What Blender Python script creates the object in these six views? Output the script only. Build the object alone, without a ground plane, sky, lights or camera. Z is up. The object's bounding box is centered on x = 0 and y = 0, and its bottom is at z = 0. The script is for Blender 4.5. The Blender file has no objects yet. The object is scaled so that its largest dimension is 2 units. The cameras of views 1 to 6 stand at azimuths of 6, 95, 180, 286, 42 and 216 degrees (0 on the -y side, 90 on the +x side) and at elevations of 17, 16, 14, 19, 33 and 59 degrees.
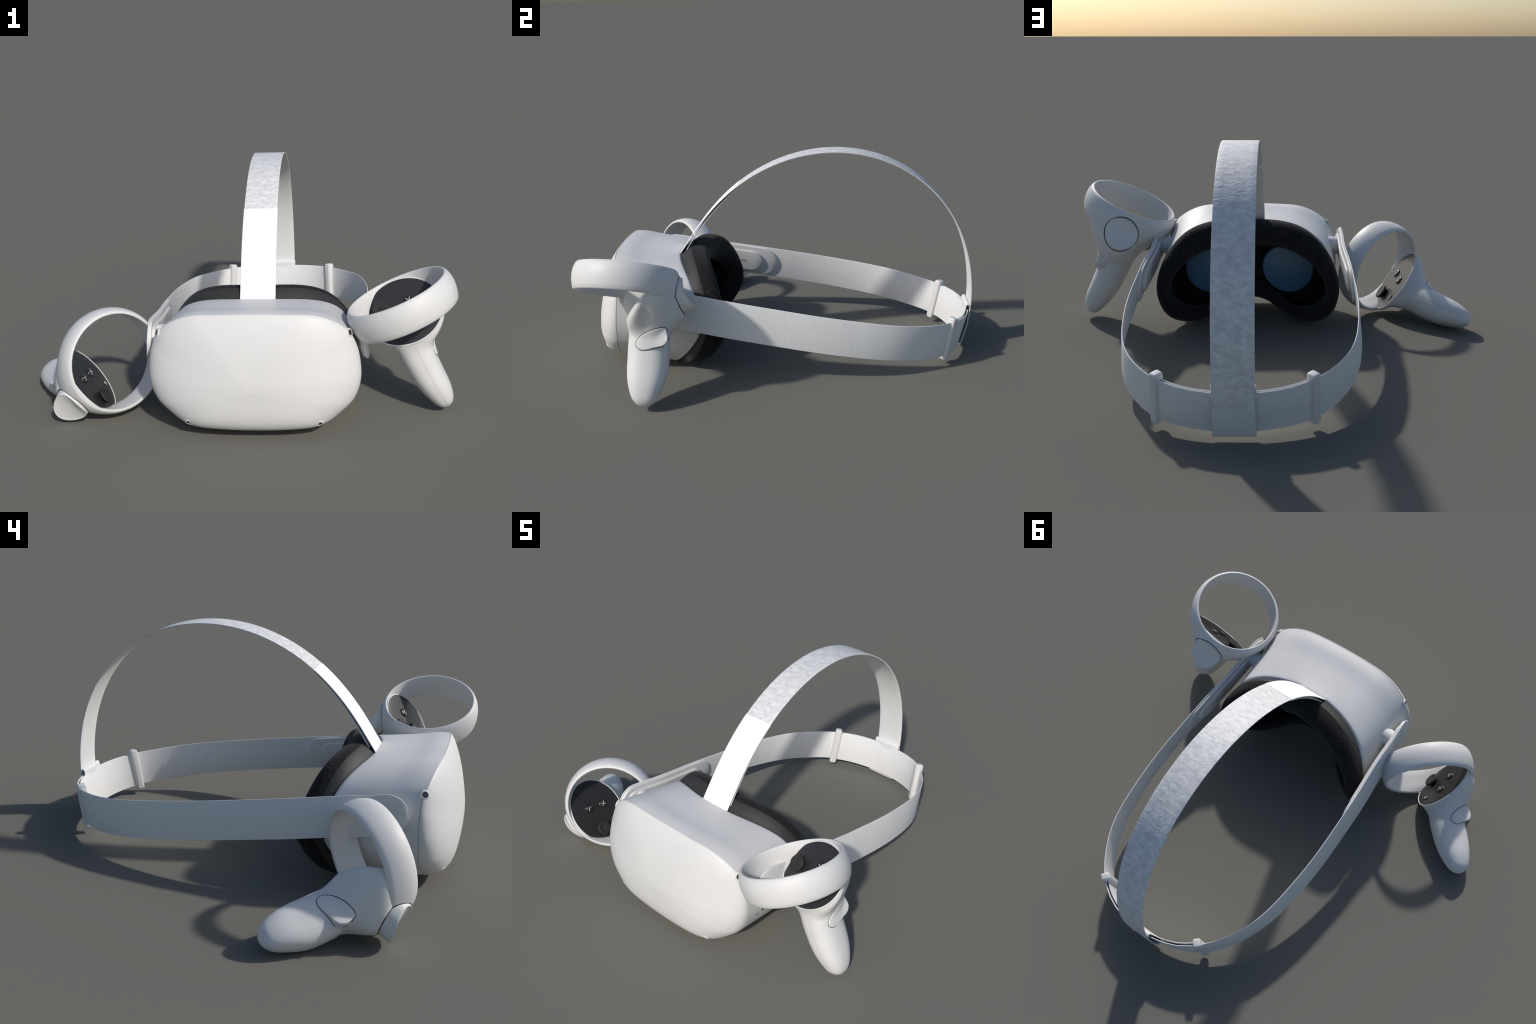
import bpy, bmesh, math, random
import numpy as np
from mathutils import Vector, Matrix
from mathutils.bvhtree import BVHTree

random.seed(7)
XC = 0.1245            # symmetry plane of the headset


# ------------------------------------------------------------------ materials
def new_mat(name, color, rough=0.45, spec=0.5):
    m = bpy.data.materials.new(name)
    m.use_nodes = True
    b = m.node_tree.nodes["Principled BSDF"]
    b.inputs["Base Color"].default_value = (*color, 1)
    b.inputs["Roughness"].default_value = rough
    b.inputs["Specular IOR Level"].default_value = spec
    return m, m.node_tree.nodes, m.node_tree.links, b


def tint(nodes, links, b, color, scale, amount, coord="Object"):
    """very slight large-scale variation of the base colour"""
    tc = nodes.new("ShaderNodeTexCoord")
    n = nodes.new("ShaderNodeTexNoise")
    n.inputs["Scale"].default_value = scale
    n.inputs["Detail"].default_value = 4
    links.new(tc.outputs[coord], n.inputs["Vector"])
    r = nodes.new("ShaderNodeValToRGB")
    r.color_ramp.elements[0].position = 0.3
    r.color_ramp.elements[1].position = 0.7
    r.color_ramp.elements[0].color = (*[c * (1 - amount) for c in color], 1)
    r.color_ramp.elements[1].color = (*[min(1, c * (1 + amount)) for c in color], 1)
    links.new(n.outputs["Fac"], r.inputs["Fac"])
    links.new(r.outputs["Color"], b.inputs["Base Color"])
    return tc


def add_bump(nodes, links, b, height_socket, strength, dist):
    bp = nodes.new("ShaderNodeBump")
    bp.inputs["Strength"].default_value = strength
    bp.inputs["Distance"].default_value = dist
    links.new(height_socket, bp.inputs["Height"])
    links.new(bp.outputs["Normal"], b.inputs["Normal"])


WHITE = (0.685, 0.681, 0.673)


def mat_plastic():
    m, n, l, b = new_mat("white_plastic", WHITE, 0.5, 0.4)
    tc = tint(n, l, b, WHITE, 6, 0.012)
    g = n.new("ShaderNodeTexNoise")
    g.inputs["Scale"].default_value = 900
    l.new(tc.outputs["Object"], g.inputs["Vector"])
    add_bump(n, l, b, g.outputs["Fac"], 0.05, 0.0004)
    return m


def mat_twill(name, color, spec=0.25, wrap=True):
    m, n, l, b = new_mat(name, color, 0.75, spec)
    tc = tint(n, l, b, color, 14, 0.015)
    # diagonal weave that follows the belt round both sides: y - |x| + z
    sp = n.new("ShaderNodeSeparateXYZ")
    l.new(tc.outputs["Object"], sp.inputs[0])
    ab = n.new("ShaderNodeMath"); ab.operation = "ABSOLUTE" if wrap else "ADD"
    if not wrap:
        ab.inputs[1].default_value = 0.0
    l.new(sp.outputs["X"], ab.inputs[0])
    s1 = n.new("ShaderNodeMath"); s1.operation = "SUBTRACT"
    l.new(sp.outputs["Y"], s1.inputs[0]); l.new(ab.outputs[0], s1.inputs[1])
    s2 = n.new("ShaderNodeMath"); s2.operation = "ADD"
    l.new(s1.outputs[0], s2.inputs[0]); l.new(sp.outputs["Z"], s2.inputs[1])
    cb = n.new("ShaderNodeCombineXYZ")
    l.new(s2.outputs[0], cb.inputs["X"]); l.new(sp.outputs["Z"], cb.inputs["Y"])
    w = n.new("ShaderNodeTexWave")
    w.bands_direction = "X"
    w.inputs["Scale"].default_value = 31
    w.inputs["Distortion"].default_value = 1.2
    w.inputs["Detail"].default_value = 2
    w.inputs["Detail Scale"].default_value = 0.5
    l.new(cb.outputs[0], w.inputs["Vector"])
    g = n.new("ShaderNodeTexNoise")
    g.inputs["Scale"].default_value = 45
    g.inputs["Detail"].default_value = 3
    l.new(tc.outputs["Object"], g.inputs["Vector"])
    mx = n.new("ShaderNodeMath")
    mx.operation = "MULTIPLY"
    l.new(w.outputs["Fac"], mx.inputs[0])
    l.new(g.outputs["Fac"], mx.inputs[1])
    add_bump(n, l, b, mx.outputs[0], 0.32, 0.004)
    return m


def mat_crumple():
    col = (0.80, 0.80, 0.80)
    m, n, l, b = new_mat("velvet_loop_fabric", col, 0.55, 0.5)
    tc = n.new("ShaderNodeTexCoord")
    g = n.new("ShaderNodeTexNoise")
    g.inputs["Scale"].default_value = 42
    g.inputs["Detail"].default_value = 2.5
    g.inputs["Roughness"].default_value = 0.6
    g.inputs["Distortion"].default_value = 0.5
    mp = n.new("ShaderNodeMapping")
    mp.inputs["Scale"].default_value = (0.75, 1.1, 1.1)
    l.new(tc.outputs["Object"], mp.inputs["Vector"])
    l.new(mp.outputs["Vector"], g.inputs["Vector"])
    r = n.new("ShaderNodeValToRGB")
    r.color_ramp.elements[0].position = 0.32
    r.color_ramp.elements[1].position = 0.68
    r.color_ramp.elements[0].color = (0.58, 0.585, 0.60, 1)
    r.color_ramp.elements[1].color = (0.80, 0.80, 0.805, 1)
    l.new(g.outputs["Fac"], r.inputs["Fac"])
    l.new(r.outputs["Color"], b.inputs["Base Color"])
    add_bump(n, l, b, g.outputs["Fac"], 0.28, 0.008)
    return m


def mat_foam():
    col = (0.022, 0.022, 0.024)
    m, n, l, b = new_mat("black_fabric", col, 0.95, 0.15)
    tc = n.new("ShaderNodeTexCoord")
    g = n.new("ShaderNodeTexNoise")
    g.inputs["Scale"].default_value = 60
    g.inputs["Detail"].default_value = 5
    l.new(tc.outputs["Object"], g.inputs["Vector"])
    r = n.new("ShaderNodeValToRGB")
    r.color_ramp.elements[0].position = 0.35
    r.color_ramp.elements[1].position = 0.75
    r.color_ramp.elements[0].color = (0.009, 0.009, 0.010, 1)
    r.color_ramp.elements[1].color = (0.021, 0.021, 0.022, 1)
    l.new(g.outputs["Fac"], r.inputs["Fac"])
    l.new(r.outputs["Color"], b.inputs["Base Color"])
    add_bump(n, l, b, g.outputs["Fac"], 0.6, 0.006)
    b.inputs["Sheen Weight"].default_value = 0.08
    return m


def mat_plain(name, col, rough, spec=0.5, coat=0.0):
    m, n, l, b = new_mat(name, col, rough, spec)
    tint(n, l, b, col, 20, 0.03)
    b.inputs["Coat Weight"].default_value = coat
    return m


M_WHITE = mat_plastic()
M_TWILL = mat_twill("white_twill_fabric", (0.75, 0.75, 0.745))
M_WEB = mat_twill("white_webbing", (0.75, 0.75, 0.745), 0.25, False)
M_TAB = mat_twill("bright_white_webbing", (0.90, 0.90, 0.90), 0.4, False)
M_CRUMPLE = mat_crumple()
M_FOAM = mat_foam()
M_GASKET = mat_plain("charcoal_rubber", (0.033, 0.0325, 0.032), 0.6, 0.35)
M_BLACK = mat_plain("black_interior", (0.008, 0.008, 0.009), 0.7, 0.3)
M_PANEL = mat_plain("dark_grey_panel", (0.024, 0.024, 0.026), 0.42, 0.5)
M_STICK = mat_plain("black_rubber", (0.024, 0.024, 0.025), 0.65, 0.4)
M_BUTTON = mat_plain("gloss_black_button", (0.022, 0.022, 0.024), 0.22, 0.6)
M_GLYPH = mat_plain("pale_print", (0.62, 0.62, 0.62), 0.5)
M_LENS = mat_plain("blue_coated_lens", (0.055, 0.140, 0.230), 0.30, 0.35)
M_CAMGLASS = mat_plain("dark_camera_glass", (0.03, 0.032, 0.038), 0.25, 0.5)
M_CAMRIM = mat_plain("grey_camera_rim", (0.36, 0.36, 0.37), 0.45, 0.5)
M_GAP = mat_plain("shadow_gap_grey", (0.075, 0.075, 0.078), 0.7, 0.2)
M_LINE = mat_plain("parting_line_grey", (0.50, 0.50, 0.50), 0.6, 0.3)
M_SEAM = mat_plain("seam_shadow_grey", (0.42, 0.42, 0.425), 0.7, 0.2)


# ------------------------------------------------------------------ helpers
def cubic(t, y, q, closed=False, period=None):
    """natural / periodic cubic spline through (t,y) evaluated at q (y may be 2D)"""
    t = np.asarray(t, float); y = np.asarray(y, float); q = np.asarray(q, float)
    if y.ndim == 1:
        return cubic(t, y[:, None], q, closed, period)[:, 0]
    if closed:
        t = np.concatenate([t, [t[0] + period]])
        y = np.vstack([y, y[:1]])
        q = (q - t[0]) % period + t[0]
    n = len(t); h = np.diff(t); A = np.zeros((n, n)); B = np.zeros((n, y.shape[1]))
    s = np.diff(y, axis=0) / h[:, None]
    for i in range(1, n - 1):
        A[i, i - 1] = h[i - 1]; A[i, i] = 2 * (h[i - 1] + h[i]); A[i, i + 1] = h[i]
        B[i] = 6 * (s[i] - s[i - 1])
    if closed:
        A[0, 0] = 2 * (h[0] + h[-1]); A[0, 1] = h[0]; A[0, n - 2] += h[-1]
        B[0] = 6 * (s[0] - s[-1]); A[n - 1, n - 1] = 1; A[n - 1, 0] = -1
    else:
        A[0, 0] = A[-1, -1] = 1
    m = np.linalg.solve(A, B)
    i = np.clip(np.searchsorted(t, q, "right") - 1, 0, n - 2)
    hi = h[i][:, None]; a = (t[i + 1] - q)[:, None]; b = (q - t[i])[:, None]
    return (m[i] * a ** 3 + m[i + 1] * b ** 3) / (6 * hi) + (y[i] / hi - m[i] * hi / 6) * a + (y[i + 1] / hi - m[i + 1] * hi / 6) * b


def arclen(p):
    return np.concatenate([[0], np.cumsum(np.linalg.norm(np.diff(p, axis=0), axis=1))])


def resample(p, n, closed=False):
    p = np.asarray(p, float)
    if closed:
        d = arclen(np.vstack([p, p[:1]]))
        f = cubic(d[:-1], p, np.linspace(0, d[-1], 2000, endpoint=False), True, d[-1])
        d2 = arclen(np.vstack([f, f[:1]])); f2 = np.vstack([f, f[:1]])
        q = np.linspace(0, d2[-1], n, endpoint=False)
    else:
        d = arclen(p)
        f2 = cubic(d, p, np.linspace(0, d[-1], 2000)); d2 = arclen(f2)
        q = np.linspace(0, d2[-1], n)
    return np.stack([np.interp(q, d2, f2[:, k]) for k in range(p.shape[1])], 1)


def half_to_loop(half, n):
    """half outline from top centre to bottom centre (first coord >= 0) -> mirrored closed loop of n points"""
    half = np.asarray(half, float)
    k = half.shape[1]
    mir = half[1:-1][::-1].copy(); mir[:, 0] *= -1
    full = np.vstack([half, mir])
    d = arclen(np.vstack([full, full[:1]]))
    nh = len(half)
    f = cubic(d[:-1], full, np.linspace(0, d[nh - 1], 3000), True, d[-1])
    d2 = arclen(f)
    q = np.linspace(0, d2[-1], n // 2 + 1)
    h = np.stack([np.interp(q, d2, f[:, j]) for j in range(k)], 1)
    h[0, 0] = h[-1, 0] = 0
    m = h[1:-1][::-1].copy(); m[:, 0] *= -1
    return np.vstack([h, m])


def link(o, parent=None):
    bpy.context.scene.collection.objects.link(o)
    if parent is not None:
        o.parent = parent
    return o


def smooth_mesh(me, angle=40):
    for p in me.polygons:
        p.use_smooth = True
    me.set_sharp_from_angle(angle=math.radians(angle))


def make(name, verts, faces, mat, parent=None, angle=40, recalc=True):
    me = bpy.data.meshes.new(name)
    me.from_pydata([tuple(map(float, v)) for v in verts], [], faces)
    if recalc:
        bm = bmesh.new(); bm.from_mesh(me)
        bmesh.ops.recalc_face_normals(bm, faces=bm.faces)
        bm.to_mesh(me); bm.free()
    me.materials.append(mat)
    smooth_mesh(me, angle)
    return link(bpy.data.objects.new(name, me), parent)


def grid_faces(nr, nc, wrap_c=True, wrap_r=False):
    f = []
    for i in range(nr if wrap_r else nr - 1):
        for j in range(nc if wrap_c else nc - 1):
            i2, j2 = (i + 1) % nr, (j + 1) % nc
            f.append((i * nc + j, i * nc + j2, i2 * nc + j2, i2 * nc + j))
    return f


def loft(name, rows, mat, parent=None, cap0=False, cap1=False, angle=40):
    rows = [np.asarray(r, float) for r in rows]
    nc = len(rows[0]); v = np.vstack(rows); f = grid_faces(len(rows), nc)
    v = list(v)
    for cap, base in ((cap0, 0), (cap1, (len(rows) - 1) * nc)):
        if cap:
            c = len(v); v.append(np.mean(v[base:base + nc], axis=0))
            for j in range(nc):
                f.append((base + j, base + (j + 1) % nc, c))
    return make(name, v, f, mat, parent, angle)


def lathe(name, prof, mat, parent=None, n=48, angle=40, M=None):
    """profile (r,z) revolved about z; open ends on the axis are closed by r=0 points"""
    rows = []
    a = np.linspace(0, 2 * np.pi, n, endpoint=False)
    for r, z in prof:
        rows.append(np.stack([r * np.cos(a), r * np.sin(a), 0 * a + z], 1))
    o = loft(name, rows, mat, parent, True, True, angle)
    if M is not None:
        o.data.transform(M)
    return o


def rrect(w, h, r, n=8):
    """rounded rectangle outline, w and h are half sizes"""
    pts = []
    for cx, cy, a0 in ((w - r, h - r, 0), (-(w - r), h - r, 90), (-(w - r), -(h - r), 180), (w - r, -(h - r), 270)):
        for k in range(n + 1):
            a = math.radians(a0 + 90 * k / n)
            pts.append((cx + r * math.cos(a), cy + r * math.sin(a)))
    return pts


def rounded_slab(name, outline, depth0, depth1, r, mat, parent, to3d, steps=4, angle=50, dome=0.0):
    """extrude a closed 2D outline from depth0 to depth1, rounding both edges with radius r"""
    P = np.asarray(outline, float); c = P.mean(0)
    nrm = np.roll(P, -1, 0) - np.roll(P, 1, 0)
    nrm = np.stack([nrm[:, 1], -nrm[:, 0]], 1); nrm /= np.linalg.norm(nrm, axis=1)[:, None]
    if ((P - c) * nrm).sum() < 0:
        nrm = -nrm
    rows = []
    s = 1 if depth1 > depth0 else -1
    for k in range(steps + 1):
        a = math.pi / 2 * k / steps
        rows.append((P - nrm * r * (1 - math.sin(a)), depth0 + s * r * (1 - math.cos(a))))
    for k in range(steps + 1):
        a = math.pi / 2 * k / steps
        rows.append((P - nrm * r * (1 - math.cos(a)), depth1 - s * r * (1 - math.sin(a))))
    top = rows[-1][0]
    for f in (0.75, 0.45, 0.2):
        rows.append((c + (top - c) * f, depth1 + dome * (1 - f * f)))
    rows3 = [np.array([to3d(x, y, d) for x, y in pts]) for pts, d in rows]
    return loft(name, rows3, mat, parent, True, True, angle)


def ribbon(name, path, normals, widthdir, half_w, thick, mat, parent, edge=0.003, angle=45):
    """strap: rectangular rounded section swept along path. path = outer surface, normals point outward."""
    prof = []
    t = thick; e = min(edge, t * 0.48)
    for sx, sy in ((1, 0), (1, -1), (-1, -1), (-1, 0)):
        cx = sx * (half_w - e); cy = -e if sy == 0 else -(t - e)
        a0 = {(1, 0): 90, (1, -1): 0, (-1, -1): -90, (-1, 0): 180}[(sx, sy)]
        for k in range(4):
            a = math.radians(a0 - 30 * k)
            prof.append((cx + e * math.cos(a), cy + e * math.sin(a)))
    # a few points across the flats
    out = []
    for i, p in enumerate(prof):
        q = prof[(i + 1) % len(prof)]
        out.append(p)
        if abs(p[0] - q[0]) > half_w:
            for k in range(1, 6):
                out.append((p[0] + (q[0] - p[0]) * k / 6, p[1] + (q[1] - p[1]) * k / 6))
    rows = []
    for P, N, W in zip(path, normals, widthdir):
        rows.append([P + W * x + N * y for x, y in out])
    return loft(name, rows, mat, parent, True, True, angle)


def basis(x, y, z, loc=(0, 0, 0)):
    M = Matrix.Identity(4)
    for i in range(3):
        M[i][0], M[i][1], M[i][2], M[i][3] = x[i], y[i], z[i], loc[i]
    return M


def frame_z(z, up=(0, 0, 1), loc=(0, 0, 0)):
    z = Vector(z).normalized(); x = Vector(up).cross(z)
    if x.length < 1e-4:
        x = Vector((1, 0, 0))
    x.normalize(); y = z.cross(x)
    return basis(x, y, z, loc)


def top_empty(name, loc, label, category):
    e = bpy.data.objects.new(name, None)
    e.location = loc
    e["label"] = label; e["category"] = category
    link(e)
    return e


# ================================================================== HEADSET
headset = top_empty("headset", (XC, 0, 0), "white virtual reality headset with black face cushion and straps", "vr headset")
# all headset parts are written relative to the empty: x = dx from symmetry plane
NA = 240

# --- outlines, half from top centre to bottom centre: (dx, z)
seam_half = [(0, .566), (.11, .5645), (.18, .562), (.243, .558), (.285, .549), (.33, .532), (.373, .507), (.405, .480),
             (.432, .437), (.450, .388), (.4595, .335), (.463, .289), (.458, .237), (.446, .197), (.431, .167), (.402, .135),
             (.37, .107), (.333, .078), (.29, .057), (.24, .047), (.17, .042), (.09, .039), (0, .038)]
rear_half = [(0, .523), (.09, .521), (.182, .514), (.25, .502), (.313, .480), (.36, .450), (.396, .405), (.421, .345),
             (.437, .280), (.438, .212), (.422, .146), (.389, .086), (.337, .035), (.275, .007), (.21, .011), (.155, .038),
             (.10, .075), (.05, .096), (0, .102)]
gasket_half = [(0, .556), (.09, .556), (.17, .551), (.25, .533), (.315, .500), (.372, .445), (.410, .390), (.440, .320),
               (.456, .242), (.454, .188), (.441, .122), (.413, .066), (.370, .030), (.32, .012), (.265, .006), (.212, .014),
               (.16, .036), (.118, .066), (.075, .091), (.035, .102), (0, .104)]
open_half = [(0, .422), (.09, .421), (.15, .415), (.21, .402), (.268, .378), (.323, .338), (.363, .290), (.384, .246),
             (.388, .206), (.374, .156), (.346, .122), (.306, .098), (.255, .086), (.205, .092), (.16, .114), (.115, .146),
             (.07, .174), (.03, .189), (0, .193)]


def seam_y(x, z):
    x = np.abs(x)
    up = -.850 + .054 * np.clip(x / .4435, 0, 1) ** 2.6
    lo = -.852 + .050 * np.clip(x / .463, 0, 1) ** 2.6
    w = np.clip((z - .10) / .38, 0, 1); w = w * w * (3 - 2 * w)
    return up * w + lo * (1 - w) + -.006 * np.exp(-((z - .25) / .09) ** 2) * np.clip(x / .463, 0, 1) ** 4


def low_term(z):
    return -.42 * np.clip(.2 - z, 0, .2)


def rear_y(x, z):
    return -.538 + .113 * (np.abs(x) / .40) ** 2 + low_term(z) - .065 * np.exp(-(x / .20) ** 4) * np.clip((.24 - z) / .12, 0, 1)


def gasket_y(x, z):
    w = np.clip((.34 - z) / .16, 0, 1)
    return -.480 + .112 * (np.abs(x) / .41) ** 2 + low_term(z) * .9 - .028 * w * w * (3 - 2 * w) - .095 * np.exp(-(x / .23) ** 4) * np.clip((.24 - z) / .12, 0, 1)


seam = half_to_loop(seam_half, NA)
rear = half_to_loop(rear_half, NA)
gask = half_to_loop(gasket_half, NA)
opening = half_to_loop(open_half, NA)


def to3(o, y):
    return np.stack([o[:, 0], y, o[:, 1]], 1)


S3 = to3(seam, seam_y(seam[:, 0], seam[:, 1]))
R3 = to3(rear, rear_y(rear[:, 0], rear[:, 1]))
G3 = to3(gask, gasket_y(gask[:, 0], gask[:, 1]))
CEN = np.array([0, 0, .285])


def inset(P, f):
    Q = P.copy()
    Q[:, 0] *= f
    Q[:, 2] = CEN[2] + (Q[:, 2] - CEN[2]) * f
    return Q


def offs(P, d):
    """inset by distance d towards the loop's inside in the x-z plane"""
    t = np.roll(P, -1, 0) - np.roll(P, 1, 0)
    n = np.stack([t[:, 2], 0 * t[:, 0], -t[:, 0]], 1)
    n /= np.linalg.norm(n, axis=1)[:, None]
    if ((P - P.mean(0)) * n).sum() < 0:
        n = -n
    return P - n * d


# --- housing shell (rear rim -> seam)
rows = []
rows.append(offs(R3, .030) + [0, -.10, 0])
rows.append(offs(R3, .012) + [0, -.012, 0])
for a in (0, 30, 60, 90):
    a = math.radians(a)
    rows.append(offs(R3, .008 * (1 - math.sin(a))) + [0, -.008 * math.sin(a) + .0, 0] - np.array([0, .0, 0]))
for t in np.linspace(.04, 1, 26):
    P = R3 * (1 - t) + S3 * t
    # the sides stay full and hollow slightly near the rear rim on top
    top = np.clip((P[:, 2] - .40) / .15, 0, 1)
    P[:, 2] += top * .0055 * (math.exp(-((t - .82) / .17) ** 2) - .3 * t ** 12)
    if t == 1:
        P = P + [0, .0022, 0]
    rows.append(P)
rows.append(offs(S3, .0035) + [0, .0005, 0])
rows.append(offs(S3, .012) + [0, .0, 0])
housing = loft("housing", rows, M_WHITE, headset, angle=35)

# --- front plate (seam -> apex)
APEX_Y, APEX_Z = -.953, .25
rows = [offs(S3, .012), offs(S3, .0035) + [0, -.0005, 0]]
ang = np.arctan2((seam[:, 1] - APEX_Z) / .29, np.abs(seam[:, 0]) / .463)
topness = np.clip(np.sin(ang), 0, 1) ** 1.2
bottomness = np.clip(-np.sin(ang), 0, 1)
pw = 2.35 - 1.0 * topness + 2.0 * bottomness
qw = 0.50 + 0.25 * topness
ss = list(1 - np.linspace(0.0, 1, 40) ** 2.2 * .999)[::1]
for s in ss:
    g = np.clip(1 - s ** pw, 0, 1) ** qw
    y = S3[:, 1] + (APEX_Y - S3[:, 1]) * g
    P = np.stack([seam[:, 0] * s, y, APEX_Z + (seam[:, 1] - APEX_Z) * s], 1)
    if s == 1:
        P = P + [0, -.0012, 0]
    rows.append(P)
plate = loft("front_plate", rows, M_WHITE, headset, cap1=True, angle=35)

# thin line in the seam groove
groove = loft("seam_line", [offs(S3, .0032) + [0, -.003, 0], offs(S3, .0032) + [0, .003, 0]], M_SEAM, headset)


# --- tracking cameras set in the plate's edge
def plate_near(p):
    me = plate.data; best = min(me.vertices, key=lambda v: (v.co - Vector(p)).length)
    return best.co.copy(), best.normal.copy()


cam_prof_rim = [(.0, .0000), (.0128, .0000), (.0136, .0014), (.0155, .0018), (.0185, .0004), (.0205, -.003), (.0215, -.008)]
for sx in (1, -1):
    for (px, py, pz), nrm in (((.415, -.803, .464), (.83, -.42, .36)), ((.285, -.905, .089), (.20, -.80, -.56))):
        n = Vector((sx * nrm[0], nrm[1], nrm[2])).normalized()
        co, _ = plate_near((sx * px, py, pz))
        M = frame_z(n, loc=Vector((sx * px, py, pz)) * .2 + co * .8 + n * (.0050 if pz > .3 else -.0010))
        cam = lathe("tracking_camera", cam_prof_rim, M_WHITE, headset, 32, 60, M)
        g = lathe("camera_lens", [(0, .0008), (.0110, .0008), (.0126, .0006), (.0127, -.001)], M_CAMGLASS, cam, 24, 60, M)

# --- ports low on both housing sides: one round hole is known, the rest guessed
hs = BVHTree.FromPolygons([v.co.copy() for v in housing.data.vertices], [list(p.vertices) for p in housing.data.polygons])
for sx in (1, -1):
    h, hn, _, _ = hs.ray_cast(Vector((sx * .8, -.735, .226)), Vector((-sx, 0, 0)))
    M = frame_z((sx * abs(hn.x), hn.y, hn.z), loc=h)
    hole = lathe("jack_port", [(0, .0006), (.0050, .0006), (.0058, .0012), (.0075, .0010), (.0085, -.002)], M_CAMRIM, headset, 24, 50, M)
    lathe("jack_hole_disc", [(0, .0010), (.0040, .0010), (.0046, .0002)], M_BLACK, hole, 20, 50, M)  # black disc set on the port instead of a bored hole
    h, hn, _, _ = hs.ray_cast(Vector((sx * .8, -.690, .232)), Vector((-sx, 0, 0)))
    M = frame_z((sx * abs(hn.x), hn.y, hn.z), loc=h)
    rounded_slab("guessed_slot_slab", rrect(.0055, .016, .0054), -.003, .0008, .0004, M_BLACK, headset, lambda x, y, d: tuple(M @ Vector((x, y, d))))  # guessed addition: black slab on the surface, no slot is cut

# --- charcoal gasket between shell and cushion
rows = [offs(R3, .014) + [0, -.06, 0], offs(R3, .010) + [0, -.004, 0]]
for t in np.linspace(.15, .96, 8):
    P = offs(R3, .008) * (1 - t) + offs(G3, .002) * t
    P += offs(G3, -.004 * math.sin(math.pi * t)) - G3
    rows.append(P)
rows.append(offs(G3, .0035) + [0, -.0005, 0])
rows.append(offs(G3, .014))
loft("face_gasket", rows, M_GASKET, headset, angle=50)

# --- cushion
O3 = to3(opening, G3[:, 1] * .85 + gasket_y(opening[:, 0], opening[:, 1]) * .15)
rng = np.random.default_rng(5)
prof = [(.03, .000), (.008, .006), (.004, .020), (.018, .042), (.07, .066), (.18, .088), (.34, .100), (.50, .102),
        (.66, .094), (.80, .076), (.91, .050), (.985, .020), (1.0, -.004), (.96, -.024), (.80, -.034)]
rows = []
d = arclen(np.array(prof))
pf = cubic(d, np.array(prof), np.linspace(0, d[-1], 48))
for t, h in pf:
    P = G3 * (1 - t) + O3 * t
    tt = min(1, max(0, t))
    w = np.clip((.34 - P[:, 2]) / .16, 0, 1)
    side = .88 - .20 * (np.abs(P[:, 0]) / .44) ** 2 + .22 * w * w * (3 - 2 * w)          # thinner towards the temples
    P[:, 1] = G3[:, 1] * (1 - tt) + O3[:, 1] * tt + h * side
    nose = np.exp(-(P[:, 0] / .10) ** 2) * np.clip((.32 - P[:, 2]) / .12, 0, 1)
    P[:, 1] -= nose * max(0, h) * .45
    P[:, 1] -= max(0, h) * .40 * np.exp(-(P[:, 0] / .27) ** 4) * np.clip((.22 - P[:, 2]) / .10, 0, 1) * (1 - nose)
    rows.append(P)
cushion = loft("face_cushion", rows, M_FOAM, headset, angle=60)

# --- eye box back wall
W3 = offs(G3, .026)
B3_ = offs(R3, .046); B3_[:, 1] = -.70
loft("eye_box", [rows[-2], W3 + [0, -.012, 0], offs(R3, .036) + [0, .0, 0], B3_, inset(B3_, .5)], M_BLACK, headset, cap1=True)
for sx in (1, -1):
    th = np.linspace(0, 2 * np.pi, 64, endpoint=False)
    ol = []
    for a in th:
        r = 1 - .10 * max(0, math.cos(a - math.radians(215))) ** 2     # nose side flattened
        ol.append((.138 * r * math.cos(a), .130 * r * math.sin(a)))
    lens = rounded_slab("lens", ol, 0, .030, .006, M_LENS, headset, lambda x, y, d: (sx * (.197 + x), -.600 + d, .269 + y), dome=.008)
    rounded_slab("lens_collar", [(x * 1.07, y * 1.07) for x, y in ol], 0, .024, .004, M_BLACK, headset,
                 lambda x, y, d: (sx * (.197 + x), -.69 + d * 2.6, .264 + y))

# ------------------------------------------------------------------ top strap
arc = np.array([(-.558, .494), (-.5165, .5525), (-.438, .6612), (-.3404, .7722), (-.2325, .8655), (-.1131, .9395), (.0159, .993), (.153, 1.0235),
                (.2952, 1.0285), (.4379, 1.0055), (.577, .952), (.7015, .869), (.805, .7585), (.8815, .626), (.929, .479), (.9475, .350),
                (.9465, .2185), (.931, .120), (.905, .027)])


def sweep2d(p, n):
    q = resample(p, n); t = np.gradient(q, axis=0); t /= np.linalg.norm(t, axis=1)[:, None]
    path = np.stack([0 * q[:, 0], q[:, 0], q[:, 1]], 1)
    nrm = np.stack([0 * q[:, 0], -t[:, 1], t[:, 0]], 1)
    return path, nrm, np.tile([1., 0, 0], (n, 1))


path, nrm, wd = sweep2d(arc, 420)
yz = path[:, 1:]
iC = int(np.argmin(np.abs(yz[:, 0] + .234) + (yz[:, 1] < .5) * 9))
iB = int(np.argmin(np.abs(yz[:, 1] - .135) + (yz[:, 0] < 0) * 9))
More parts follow.
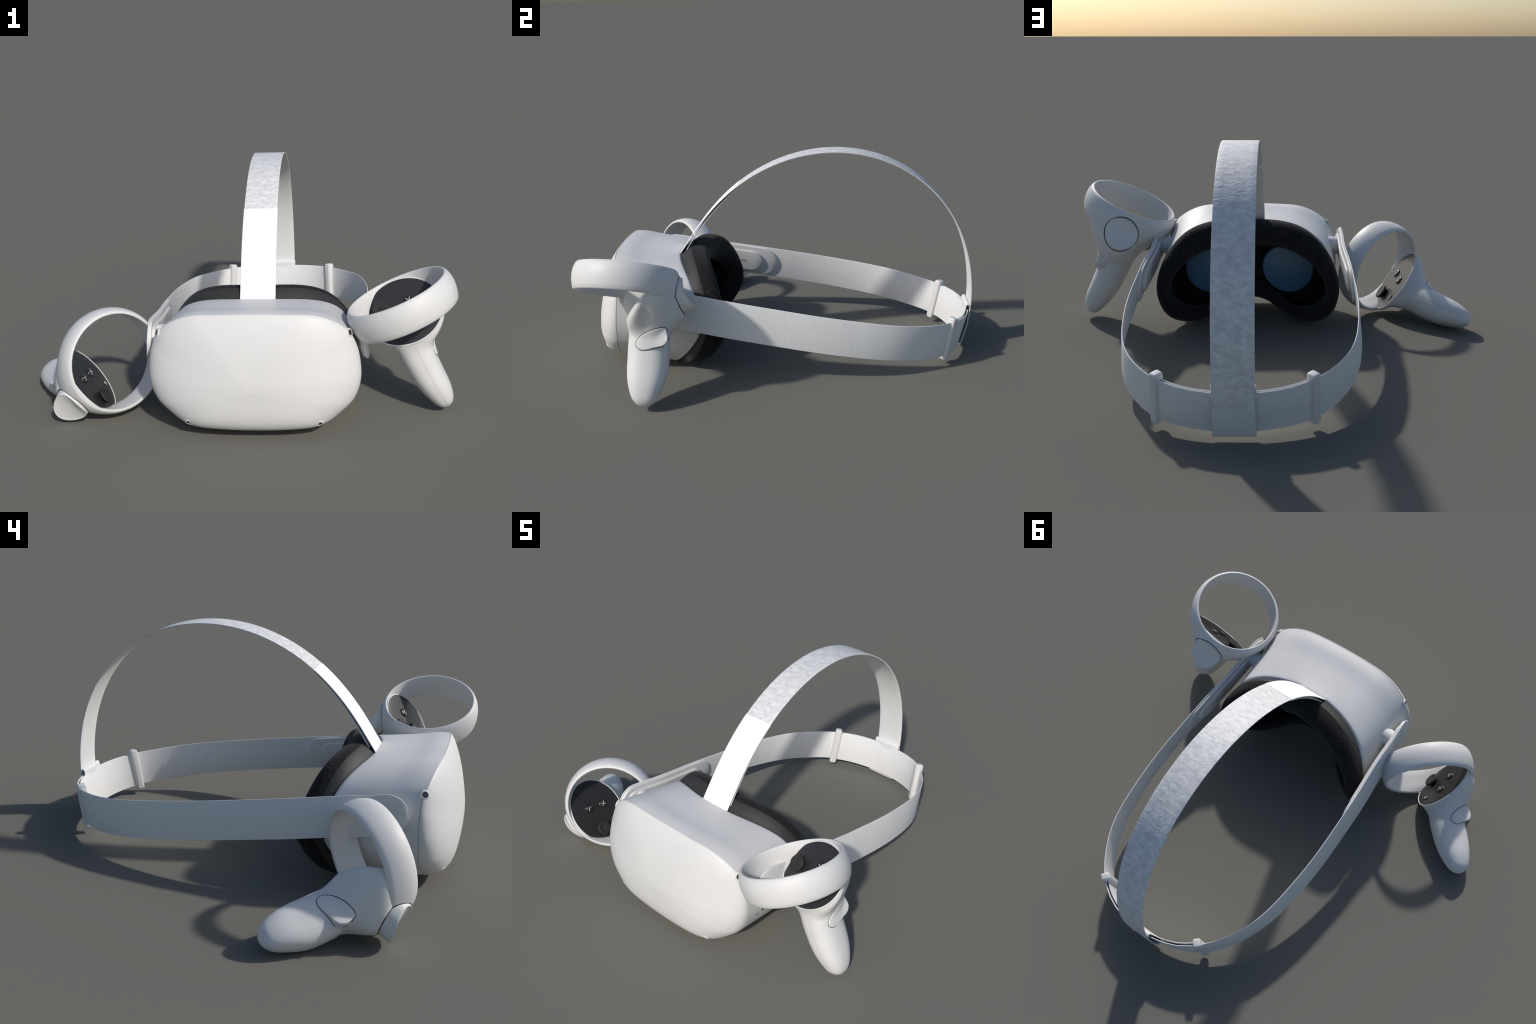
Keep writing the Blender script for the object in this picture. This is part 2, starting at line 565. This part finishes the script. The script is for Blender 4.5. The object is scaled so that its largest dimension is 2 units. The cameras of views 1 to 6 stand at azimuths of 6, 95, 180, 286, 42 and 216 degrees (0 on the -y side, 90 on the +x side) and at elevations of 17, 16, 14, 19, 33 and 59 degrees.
# lower layer of the front part lies under the tab
off = np.clip((iC - np.arange(420)) / max(1, iC), 0, 1) ** .7 * .010
off = np.where(np.arange(420) < iC, off + .006, 0)
inner_path = path - nrm * off[:, None]
strap = ribbon("top_strap", inner_path[iC - 2:iB + 1], nrm[iC - 2:iB + 1], wd[iC - 2:iB + 1], .079, .0035, M_CRUMPLE, headset, .0015)
ribbon("strap_underlayer", inner_path[:iC - 1], nrm[:iC - 1], wd[:iC - 1], .0775, .0045, M_WEB, headset, .002)
ribbon("strap_lining", (path - nrm * .0032)[iC + 2:iB], nrm[iC + 2:iB], wd[iC + 2:iB], .0780, .0025, M_WEB, headset, .001)
ribbon("strap_tab", (path + nrm * .001)[:iC + 1], nrm[:iC + 1], wd[:iC + 1], .081, .0045, M_TAB, headset, .002)
ribbon("strap_tail", (path + nrm * .0015)[iB - 1:], nrm[iB - 1:], wd[iB - 1:], .0795, .005, M_WEB, headset, .002)
# fold of the strap round the belt
fold = np.array([(.9035, .026), (.900, .017), (.890, .013), (.881, .019), (.877, .032), (.892, .090), (.906, .150), (.917, .205), (.921, .226), (.929, .234), (.938, .230), (.942, .218)])
p2, n2, w2 = sweep2d(fold, 60)
ribbon("strap_fold", p2, n2, w2, .0825, .005, M_WEB, headset, .002)
# black block in place of an opening where the strap enters
ol = rrect(.084, .015, .010)
sd = Vector((0, .58, .81)).normalized()
Ms = basis((1, 0, 0), Vector((0, -.81, .58)), sd, (0, -.510, .500))
rounded_slab("strap_slot_block", ol, -.04, .020, .006, M_BLACK, headset, lambda x, y, d: tuple(Ms @ Vector((x, y, d))))

# ------------------------------------------------------------------ side belt
TILT = math.atan(.172)
bt = np.array([0, math.cos(TILT), -math.sin(TILT)]); bn = np.array([0, math.sin(TILT), math.cos(TILT)])
belt_top = [(.470, -.740), (.483, -.650), (.487, -.455), (.501, -.25), (.508, -.046), (.511, .17), (.4995, .350), (.484, .477), (.463, .57), (.424, .666),
            (.381, .738), (.336, .797), (.298, .835), (.257, .868), (.187, .906), (.095, .931), (0, .938)]
belt_bot = [(.482, -.770), (.498, -.68), (.508, -.485), (.524, -.28), (.530, -.076), (.530, .14), (.516, .320), (.487, .480), (.442, .605), (.400, .682),
            (.358, .743), (.319, .784), (.271, .822), (.19, .860), (.095, .885), (0, .892)]
NB = 521


def belt_edge(half, z0):
    bh = np.array(half)
    e = np.stack([bh[:, 0], bh[:, 1], z0 - .172 * bh[:, 1] + .005 * np.clip((bh[:, 1] - .7) / .15, 0, 1)], 1)
    return resample(np.vstack([e, (e[:-1] * [-1, 1, 1])[::-1]]), NB)


top = belt_edge(belt_top, .3575); bot = belt_edge(belt_bot, .1785)
mid = (top + bot) / 2
bw = top - bot; BH = float(np.linalg.norm(bw, axis=1).mean()); bw /= np.linalg.norm(bw, axis=1)[:, None]
tang = np.gradient(mid, axis=0); tang /= np.linalg.norm(tang, axis=1)[:, None]
bnrm = np.cross(tang, bw); bnrm /= np.linalg.norm(bnrm, axis=1)[:, None]
if bnrm[NB // 2, 1] < 0:
    bnrm = -bnrm


def belt_piece(name, i0, i1, inward, thick, mat, round0=False, round1=False, hw=BH / 2, edge=.003, parent=headset):
    """strip following the belt; ends optionally rounded like a stadium"""
    idx = np.arange(i0, i1 + 1)
    s = arclen(mid[idx]); L = s[-1]
    if round0 or round1:      # dense sampling at the rounded ends
        q = []
        a = np.linspace(0, np.pi / 2, 14)
        e = hw * (1 - np.cos(a))
        if round0: q += list(e[:-1])
        q += list(np.linspace(hw if round0 else 0, L - hw if round1 else L, 60))
        if round1: q += list(L - e[::-1][1:])
        q = np.array(q)
    else:
        q = np.linspace(0, L, len(idx))
    P = np.stack([np.interp(q, s, mid[idx, k]) for k in range(3)], 1)
    N = np.stack([np.interp(q, s, bnrm[idx, k]) for k in range(3)], 1)
    h = np.full(len(q), hw)
    if round0: h = np.where(q < hw, np.sqrt(np.clip(hw ** 2 - (hw - q) ** 2, 1e-7, None)), h)
    if round1: h = np.where(q > L - hw, np.sqrt(np.clip(hw ** 2 - (hw - (L - q)) ** 2, 1e-7, None)), h)
    rows = []
    WW = np.stack([np.interp(q, s, bw[idx, k]) for k in range(3)], 1)
    for p, n, hh, W in zip(P, N, h, WW):
        e = min(edge, thick * .48, hh * .5); o = -inward
        sec = []
        for sx, cy, a0 in ((1, o - e, 90), (1, o - thick + e, 0), (-1, o - thick + e, -90), (-1, o - e, 180)):
            for k in range(4):
                a = math.radians(a0 - 30 * k)
                sec.append(p + W * (sx * (hh - e) + e * math.cos(a)) + n * (cy + e * math.sin(a)))
        rows.append(sec)
    return loft(name, rows, mat, parent, True, True, 45)


def idx_at(y, side):
    """belt index whose top edge has this y on the given side"""
    r = np.arange(0, NB // 2) if side > 0 else np.arange(NB // 2, NB)
    return int(r[np.argmin(np.abs(top[r, 1] - y))])


belt = belt_piece("side_belt", 0, NB - 1, 0, .005, M_TWILL, True, True)
belt_piece("belt_lining", idx_at(.835, 1), idx_at(.835, -1), .0145, .005, M_TWILL, hw=BH / 2 - .001)
for side in (1, -1):
    def seg(y0, y1):
        a, b = idx_at(y0, side), idx_at(y1, side)
        return (a, b) if a < b else (b, a)
    i0, i1 = seg(-.735, -.075)
    arm = belt_piece("side_arm", i0, i1, .0045, .013, M_WHITE, True, True, hw=.083, edge=.004)
    i0, i1 = seg(-.705, -.160)
    belt_piece("arm_cover", i0, i1, .0170, .015, M_WHITE, True, True, hw=.060, edge=.006, parent=arm)
    i0, i1 = seg(-.31, -.245)
    belt_piece("arm_slot_strip", i0, i1, .0315, .0012, M_SEAM, True, True, hw=.006, edge=.0005, parent=arm)  # thin grey strip on the cover, standing in for a cut slot
    # pivot joining arm and housing
    Mp = frame_z((side, .0, .0), loc=(side * .415, -.620, .385))
    lathe("arm_pivot", [(0, .062), (.040, .062), (.043, .058), (.044, .045), (.046, .0), (.046, -.02)], M_WHITE, headset, 40, 50, Mp)
    # slider
    k = idx_at(.832, side)
    c = mid[k]; n = bnrm[k]; wv = bw[k]; tg = np.cross(wv, n)
    rounded_slab("belt_slider", rrect(.0200, .111, .012), -.032, .013, .010, M_WHITE, headset,
                 lambda x, y, d: tuple(c + tg * x + wv * y + n * d))

# ================================================================== CONTROLLERS
# one controller is built in its own frame: ring axis = z, ring rim plane z=0, trigger on -y, grip towards -z
FN = np.array([0, .806, .592]); FN /= np.linalg.norm(FN)     # face panel normal
FV = np.array([0, FN[2], -FN[1]])                            # panel axis towards the grip
FH = -.181                                                   # panel plane offset


def face_pt(u, v, h):
    return np.array([u, 0, 0]) + FV * v + FN * (FH + h)


ctrl_parts = []       # (name, object, index of parent)


def add_part(o, parent=None):
    ctrl_parts.append((o, parent))
    return o


# --- tracking ring
ring_prof = [(.2165, -.006), (.2165, -.040), (.2165, -.085), (.2165, -.121), (.2180, -.1265), (.2220, -.1293), (.2275, -.1285), (.2320, -.124),
             (.2380, -.104), (.2425, -.080), (.2440, -.058), (.2418, -.035), (.2360, -.015), (.2310, -.005), (.2265, .0000), (.2215, .0010), (.2180, -.001)]
NRG = 160
rows = []
for k in range(NRG):
    a = 2 * np.pi * k / NRG
    da = math.atan2(math.sin(a + math.pi / 2), math.cos(a + math.pi / 2))
    w = math.exp(-(da / .75) ** 4)
    w2 = math.exp(-(da / .62) ** 2)
    sec = []
    for r, z in ring_prof:
        if z < 0:
            low = -z / .13
            if r > .2165:
                r = r + .030 * w2 * low ** 1.3
            z = z - .012 * w * max(0, low - .5) * 2
        sec.append((r * math.cos(a), r * math.sin(a), z))
    rows.append(sec)
v = np.array(rows).reshape(-1, 3)
ring = add_part(make("tracking_ring", v, grid_faces(NRG, len(ring_prof), True, True), M_WHITE, None, 40))

# --- grip body: the head flows from a saddle-shaped rim (panel edge in front, ring edge behind) into the handle
PA, PB, PU, PV = .174, .153, .009, .0345          # face panel ellipse
LIP = .006
front = [face_pt(PU + (PA + .004) * math.cos(t), PV + (PB + .004) * math.sin(t), LIP - .001) for t in np.linspace(math.radians(-2), math.radians(182), 60)]
fr, fl = front[0], front[-1]
a0, a1 = math.atan2(fl[1], fl[0]), math.atan2(fr[1], fr[0])      # both on the -y side
a0 = a0 - 2 * math.pi if a0 > 0 else a0
back = []
for t in np.linspace(0, 1, 70)[1:-1]:
    a = a0 + (a1 - a0) * t
    da = a + math.pi / 2
    w = min(1, math.sin(math.pi * t) * 2.2) ** .6
    r = .2325 + .027 * math.exp(-(da / .5) ** 2)
    e = np.array([r * math.cos(a), r * math.sin(a), -.124])
    lin = fl + (fr - fl) * t
    back.append(e * w + np.array([lin[0], lin[1] if w < .02 else e[1], lin[2]]) * (1 - w))
rim = resample(np.array(front + back), 160, True)
HC = np.array([.034, -.138])
handle_tab = np.array([   # z, centre x, centre y, half width, half depth
    (-.330, .0322, -.133, .0822, .094), (-.360, .034, -.134, .0790, .095), (-.410, .033, -.137, .0765, .095), (-.470, .028, -.138, .0720, .092),
    (-.530, .0200, -.137, .0630, .079), (-.570, .016, -.1375, .0520, .0655), (-.600, .014, -.138, .0385, .0480), (-.6250, .014, -.1395, .0, .0)])
phi = np.arctan2(rim[:, 1] - HC[1], rim[:, 0] - .01)


def handle_row(z):
    # squared radii are interpolated so that the butt end closes like an ellipsoid
    t = np.array([-z])
    cx, cy = cubic(-handle_tab[:, 0], handle_tab[:, 1:3], t)[0]
    rx, ry = np.sqrt(np.clip(cubic(-handle_tab[:, 0], handle_tab[:, 3:] ** 2, t)[0], 1e-8, None))
    c_, s_ = np.cos(phi), np.sin(phi)
    c_ = np.sign(c_) * np.abs(c_) ** .84; s_ = np.sign(s_) * np.abs(s_) ** .84      # slightly boxy section
    return np.stack([cx + rx * c_, cy + ry * s_, 0 * phi + z], 1)


P0, P3 = rim, handle_row(-.330)
back_w = np.clip(-np.sin(phi), 0, 1)                 # 1 at the trigger side
front_w = np.clip(np.sin(phi), 0, 1)
left_w = np.clip(-np.cos(phi), 0, 1)
right_w = np.clip(np.cos(phi), 0, 1)
bk = back_w ** 6
dg = back_w * (left_w + right_w) * 2
T0 = np.stack([-.050 * right_w ** 2 - .004 * left_w ** 2 + .012 * dg * np.sign(np.cos(phi)), -.030 * back_w ** 2 - .010 * dg - .062 * bk - .008 * front_w ** 2, -.055 - .035 * bk + .030 * front_w ** 2], 1)
T3 = np.stack([-.004 * left_w ** 2, .040 * bk, .050 + .010 * right_w ** 2 + .010 * bk - .015 * front_w ** 2], 1)
rows = [P0 * .93 + P0.mean(0) * .07]
for t in np.linspace(0, 1, 44):
    P = (1 - t) ** 3 * P0 + 3 * t * (1 - t) ** 2 * (P0 + T0) + 3 * t * t * (1 - t) * (P3 + T3) + t ** 3 * P3
    for _ in range(int(26 * min(1, t * 4) * (1 - t))):      # iron out the corners of the rim
        P = P * .5 + (np.roll(P, 1, 0) + np.roll(P, -1, 0)) * .25
    rows.append(P)
for z in np.concatenate([np.linspace(-.335, -.50, 30), -.5 - .1250 * np.sin(np.linspace(.04, np.pi / 2, 30))]):
    rows.append(handle_row(z))
body = add_part(loft("grip_body", rows, M_WHITE, None, False, True, 60))


def tree_of(*objs):
    v, f = [], []
    for o in objs:
        b = len(v)
        v += [x.co.copy() for x in o.data.vertices]
        f += [[b + i for i in p.vertices] for p in o.data.polygons]
    return BVHTree.FromPolygons(v, f)


skin = tree_of(ring, body)


def skin_y(x, z):
    h = skin.ray_cast(Vector((x, -.6, z)), Vector((0, 1, 0)))[0]
    return h.y if h is not None else -.25


def skin_x(y, z):
    h = skin.ray_cast(Vector((-.6, y, z)), Vector((1, 0, 0)))[0]
    return h.x if h is not None else -.03


def gap_band(name, inner, outer, place, keep=lambda p: True):
    """thin dark band lying on the skin between two outlines, in place of a gap"""
    n = len(inner)
    v = [place(*p) for p in inner] + [place(*p) for p in outer]
    f = [(i, (i + 1) % n, n + (i + 1) % n, n + i) for i in range(n)]
    f = [q for q in f if all(keep(v[i]) for i in q)]
    return make(name, v, f, M_GAP, None, 60)


# --- face panel
th = np.linspace(0, 2 * np.pi, 96, endpoint=False)
pan = np.stack([.009 + .173 * np.cos(th), .0345 + .152 * np.sin(th)], 1)
panel = add_part(rounded_slab("face_panel", pan, -.012, LIP + .0025, .002, M_PANEL, None, lambda x, y, d: tuple(face_pt(x, y, d))))
# white lip round the panel (only where the panel leaves the ring)
rows = []
for t in th:
    c = np.array([.009 + .1755 * math.cos(t), .0345 + .1545 * math.sin(t)])
    nn = np.array([math.cos(t) / .1755, math.sin(t) / .1545]); nn /= np.linalg.norm(nn)
    sec = []
    for k in range(10):
        a = 2 * np.pi * k / 10
        p = c + nn * .0045 * math.cos(a)
        sec.append(face_pt(p[0], p[1], LIP - .004 + .0085 * math.sin(a)))
    rows.append(sec)
lip = add_part(make("panel_lip", np.array(rows).reshape(-1, 3), grid_faces(96, 10, True, True), M_WHITE, None, 60))


def face_M(u, v, h):
    return basis((-1, 0, 0), -FV, FN, face_pt(u, v, h))      # glyph up = away from the grip


PT = LIP + .0025
# --- thumbstick
stick = add_part(lathe("thumbstick", [(0, .0245), (.018, .0245), (.030, .0262), (.0365, .0262), (.039, .0235), (.0395, .0185), (.037, .0135), (.030, .0115), (.016, .010), (.015, .0)],
                       M_STICK, None, 48, 50, face_M(.0976, -.012, PT)))
i_st = len(ctrl_parts) - 1
add_part(lathe("thumbstick_socket", [(0, .006), (.014, .0055), (.024, .003), (.030, .0006), (.033, -.002)], M_BLACK, None, 40, 60, face_M(.0976, -.012, PT)))

# --- round buttons with printed letters


def bars(name, segs, w, h0, h1, M, mat=None):
    v, f = [], []
    for x0, y0, x1, y1 in segs:
        d = np.array([x1 - x0, y1 - y0]); d /= np.linalg.norm(d); n = np.array([-d[1], d[0]]) * w / 2
        b = len(v)
        for h in (h0, h1):
            for p, s in (((x0, y0), 1), ((x1, y1), 1), ((x1, y1), -1), ((x0, y0), -1)):
                v.append((p[0] + s * n[0], p[1] + s * n[1], h))
        f += [(b, b + 1, b + 2, b + 3), (b + 7, b + 6, b + 5, b + 4)] + [(b + i, b + 4 + i, b + 4 + (i + 1) % 4, b + (i + 1) % 4) for i in range(4)]
    o = make(name, v, f, mat or M_GLYPH, None, 30)
    o.data.transform(M)
    return o


btn_prof = [(0, .0085), (.012, .0084), (.018, .0078), (.0215, .0062), (.0235, .0030), (.024, -.002)]
glyph_x = [(-.010, -.012, .010, .012), (-.010, .012, .010, -.012)]
glyph_y = [(0, -.013, 0, -.0005), (0, -.0015, -.010, .012), (0, -.0015, .010, .012)]
for (u, vv), g in (((.0028, .0842), glyph_x), ((-.0318, -.0017), glyph_y)):
    bm_ = face_M(u, vv, PT)
    add_part(lathe("face_button", btn_prof, M_BUTTON, None, 40, 60, bm_))
    pi = len(ctrl_parts) - 1
    add_part(bars("button_letter", g, .0028, .0070, .0093, bm_), pi)
mm = face_M(.1051, .1098, PT)
th2 = np.linspace(0, 2 * np.pi, 40, endpoint=False)
pill = [(.017 * np.sign(np.cos(t)) * abs(np.cos(t)) ** .7, .010 * np.sign(np.sin(t)) * abs(np.sin(t)) ** .8) for t in th2]
add_part(rounded_slab("menu_button", pill, -.002, .004, .0015, M_BUTTON, None, lambda x, y, d: tuple(mm @ Vector((x, y, d)))))
pi = len(ctrl_parts) - 1
add_part(bars("menu_mark", [(-.009, -.0055, .009, -.0055), (-.009, 0, .009, 0), (-.009, .0055, .009, .0055)], .0026, .003, .0048, mm), pi)

# --- index trigger: round cap hinged at the top, scooped face, its lower lip standing out
rows = []
NT = 72
def trig_row(f, depth, scoop):
    row = []
    for k in range(NT):
        a = 2 * np.pi * k / NT
        ca, sa = math.cos(a), math.sin(a)
        xb, zb = .005 + .0845 * f * ca, -.109 + .0845 * f * sa           # round seat on the wall
        yb = skin_y(xb, zb) + .012
        xf, zf = .007 + .081 * f * ca - .006 * sa * f, -.097 + .066 * f * sa   # scooped face, standing out at the bottom
        yf = -.2570 - .078 * ((1 - sa * f) / 2) ** 1.7 + .010 * ca * ca * f * f
        row.append((xb + (xf - xb) * depth, yb + (yf - yb) * depth + scoop, zb + (zf - zb) * depth))
    return row


rows = [trig_row(1.0, t, 0) for t in (0, .3, .6, .85, .95)]
rows += [trig_row(.985, 1.0, 0), trig_row(.96, 1.005, .0015)]
for f in (.88, .75, .6, .45, .3, .15):
    rows.append(trig_row(f, 1.0, .006 * (1 - f * f) ** 1.2 + .0015))
trigger = add_part(loft("trigger", rows, M_WHITE, None, True, True, 50))
tc_ = [(.005 + r * math.cos(a), -.109 + r * math.sin(a)) for r in (.082, .0875) for a in np.linspace(0, 2 * np.pi, 90, endpoint=False)]
add_part(gap_band("trigger_gap_band", tc_[:90], tc_[90:], lambda x, z: (x, skin_y(x, z) - .0008, z)))  # dark ring laid on the wall where the trigger's gap would be

# --- side grip button: a D-shaped paddle that rises towards the back of the handle
go = resample([(-.211, -.268), (-.186, -.270), (-.124, -.297), (-.090, -.328), (-.084, -.350), (-.096, -.368), (-.125, -.373), (-.172, -.358), (-.214, -.341), (-.222, -.330), (-.217, -.280)], 90, True)
def grip4(y, z, d):
    p, q = -.036 - .022 * (-.09 - y) / .125, skin_x(y, z) - .003
    x = (p + q - math.sqrt((p - q) ** 2 + .012 ** 2)) / 2 + .002
    return (x - d, y, z)
add_part(rounded_slab("grip_button", go, -.045, .001, .005, M_WHITE, None, grip4))
c = np.mean(go, axis=0)
gn = np.roll(go, -1, 0) - np.roll(go, 1, 0); gn = np.stack([gn[:, 1], -gn[:, 0]], 1); gn /= np.linalg.norm(gn, axis=1)[:, None]
gn *= np.sign(((go - c) * gn).sum())
add_part(gap_band("grip_gap_band", go - gn * .002, go + gn * .0026, lambda y, z: (skin_x(y, z) - .0007, y, z), lambda p: p[0] < -.022))  # dark outline laid on the handle, no real gap round the button

# --- parting line of the two handle shells, front and back
def seam_side(sgn):
    pts = []
    for z in np.linspace(-.275, -.612, 60):
        x = .029 - .018 * ((-z - .27) / .33) ** 1.6
        row = []
        for dx_ in (-.0006, .0006):
            h = skin.ray_cast(Vector((x + dx_, .6 * sgn, z)), Vector((0, -sgn, 0)))[0]
            row.append((x + dx_, (h.y if h is not None else -.14) + sgn * .0005, z))
        pts.append(row)
    v = [p for r in pts for p in r]
    return v, [(2 * i, 2 * i + 1, 2 * i + 3, 2 * i + 2) for i in range(len(pts) - 1)]
v1, f1 = seam_side(1)
v2, f2 = seam_side(-1)
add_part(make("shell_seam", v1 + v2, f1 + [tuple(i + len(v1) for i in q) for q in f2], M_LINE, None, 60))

# --- instances of the controller
poses = [
    ("hand_controller", [[-.9103, .0340, -.4125], [-.0737, -.9940, .0808], [-.4073, .1040, .9073]], (.7366, -.6906, .6105)),
    ("hand_controller", [[.5422, .5346, .6483], [.2515, .6329, -.7322], [-.8018, .5600, .2087]], (-.5107, -.6941, .2793)),
]
for n_, (nm, R, T) in enumerate(poses):
    root = top_empty(nm, T, "white ring-shaped hand controller with dark button panel", "game controller")
    Rm = Matrix(R)
    u, s_, vt = np.linalg.svd(np.array(Rm)); Rm = Matrix((u @ vt).tolist())
    root.rotation_mode = "QUATERNION"
    root.rotation_quaternion = Rm.to_quaternion()
    made = []
    for o, p in ctrl_parts:
        q = o if n_ == len(poses) - 1 else o.copy()
        if q is not o:
            link(q)
        q.parent = root if p is None else made[p]
        made.append(q)
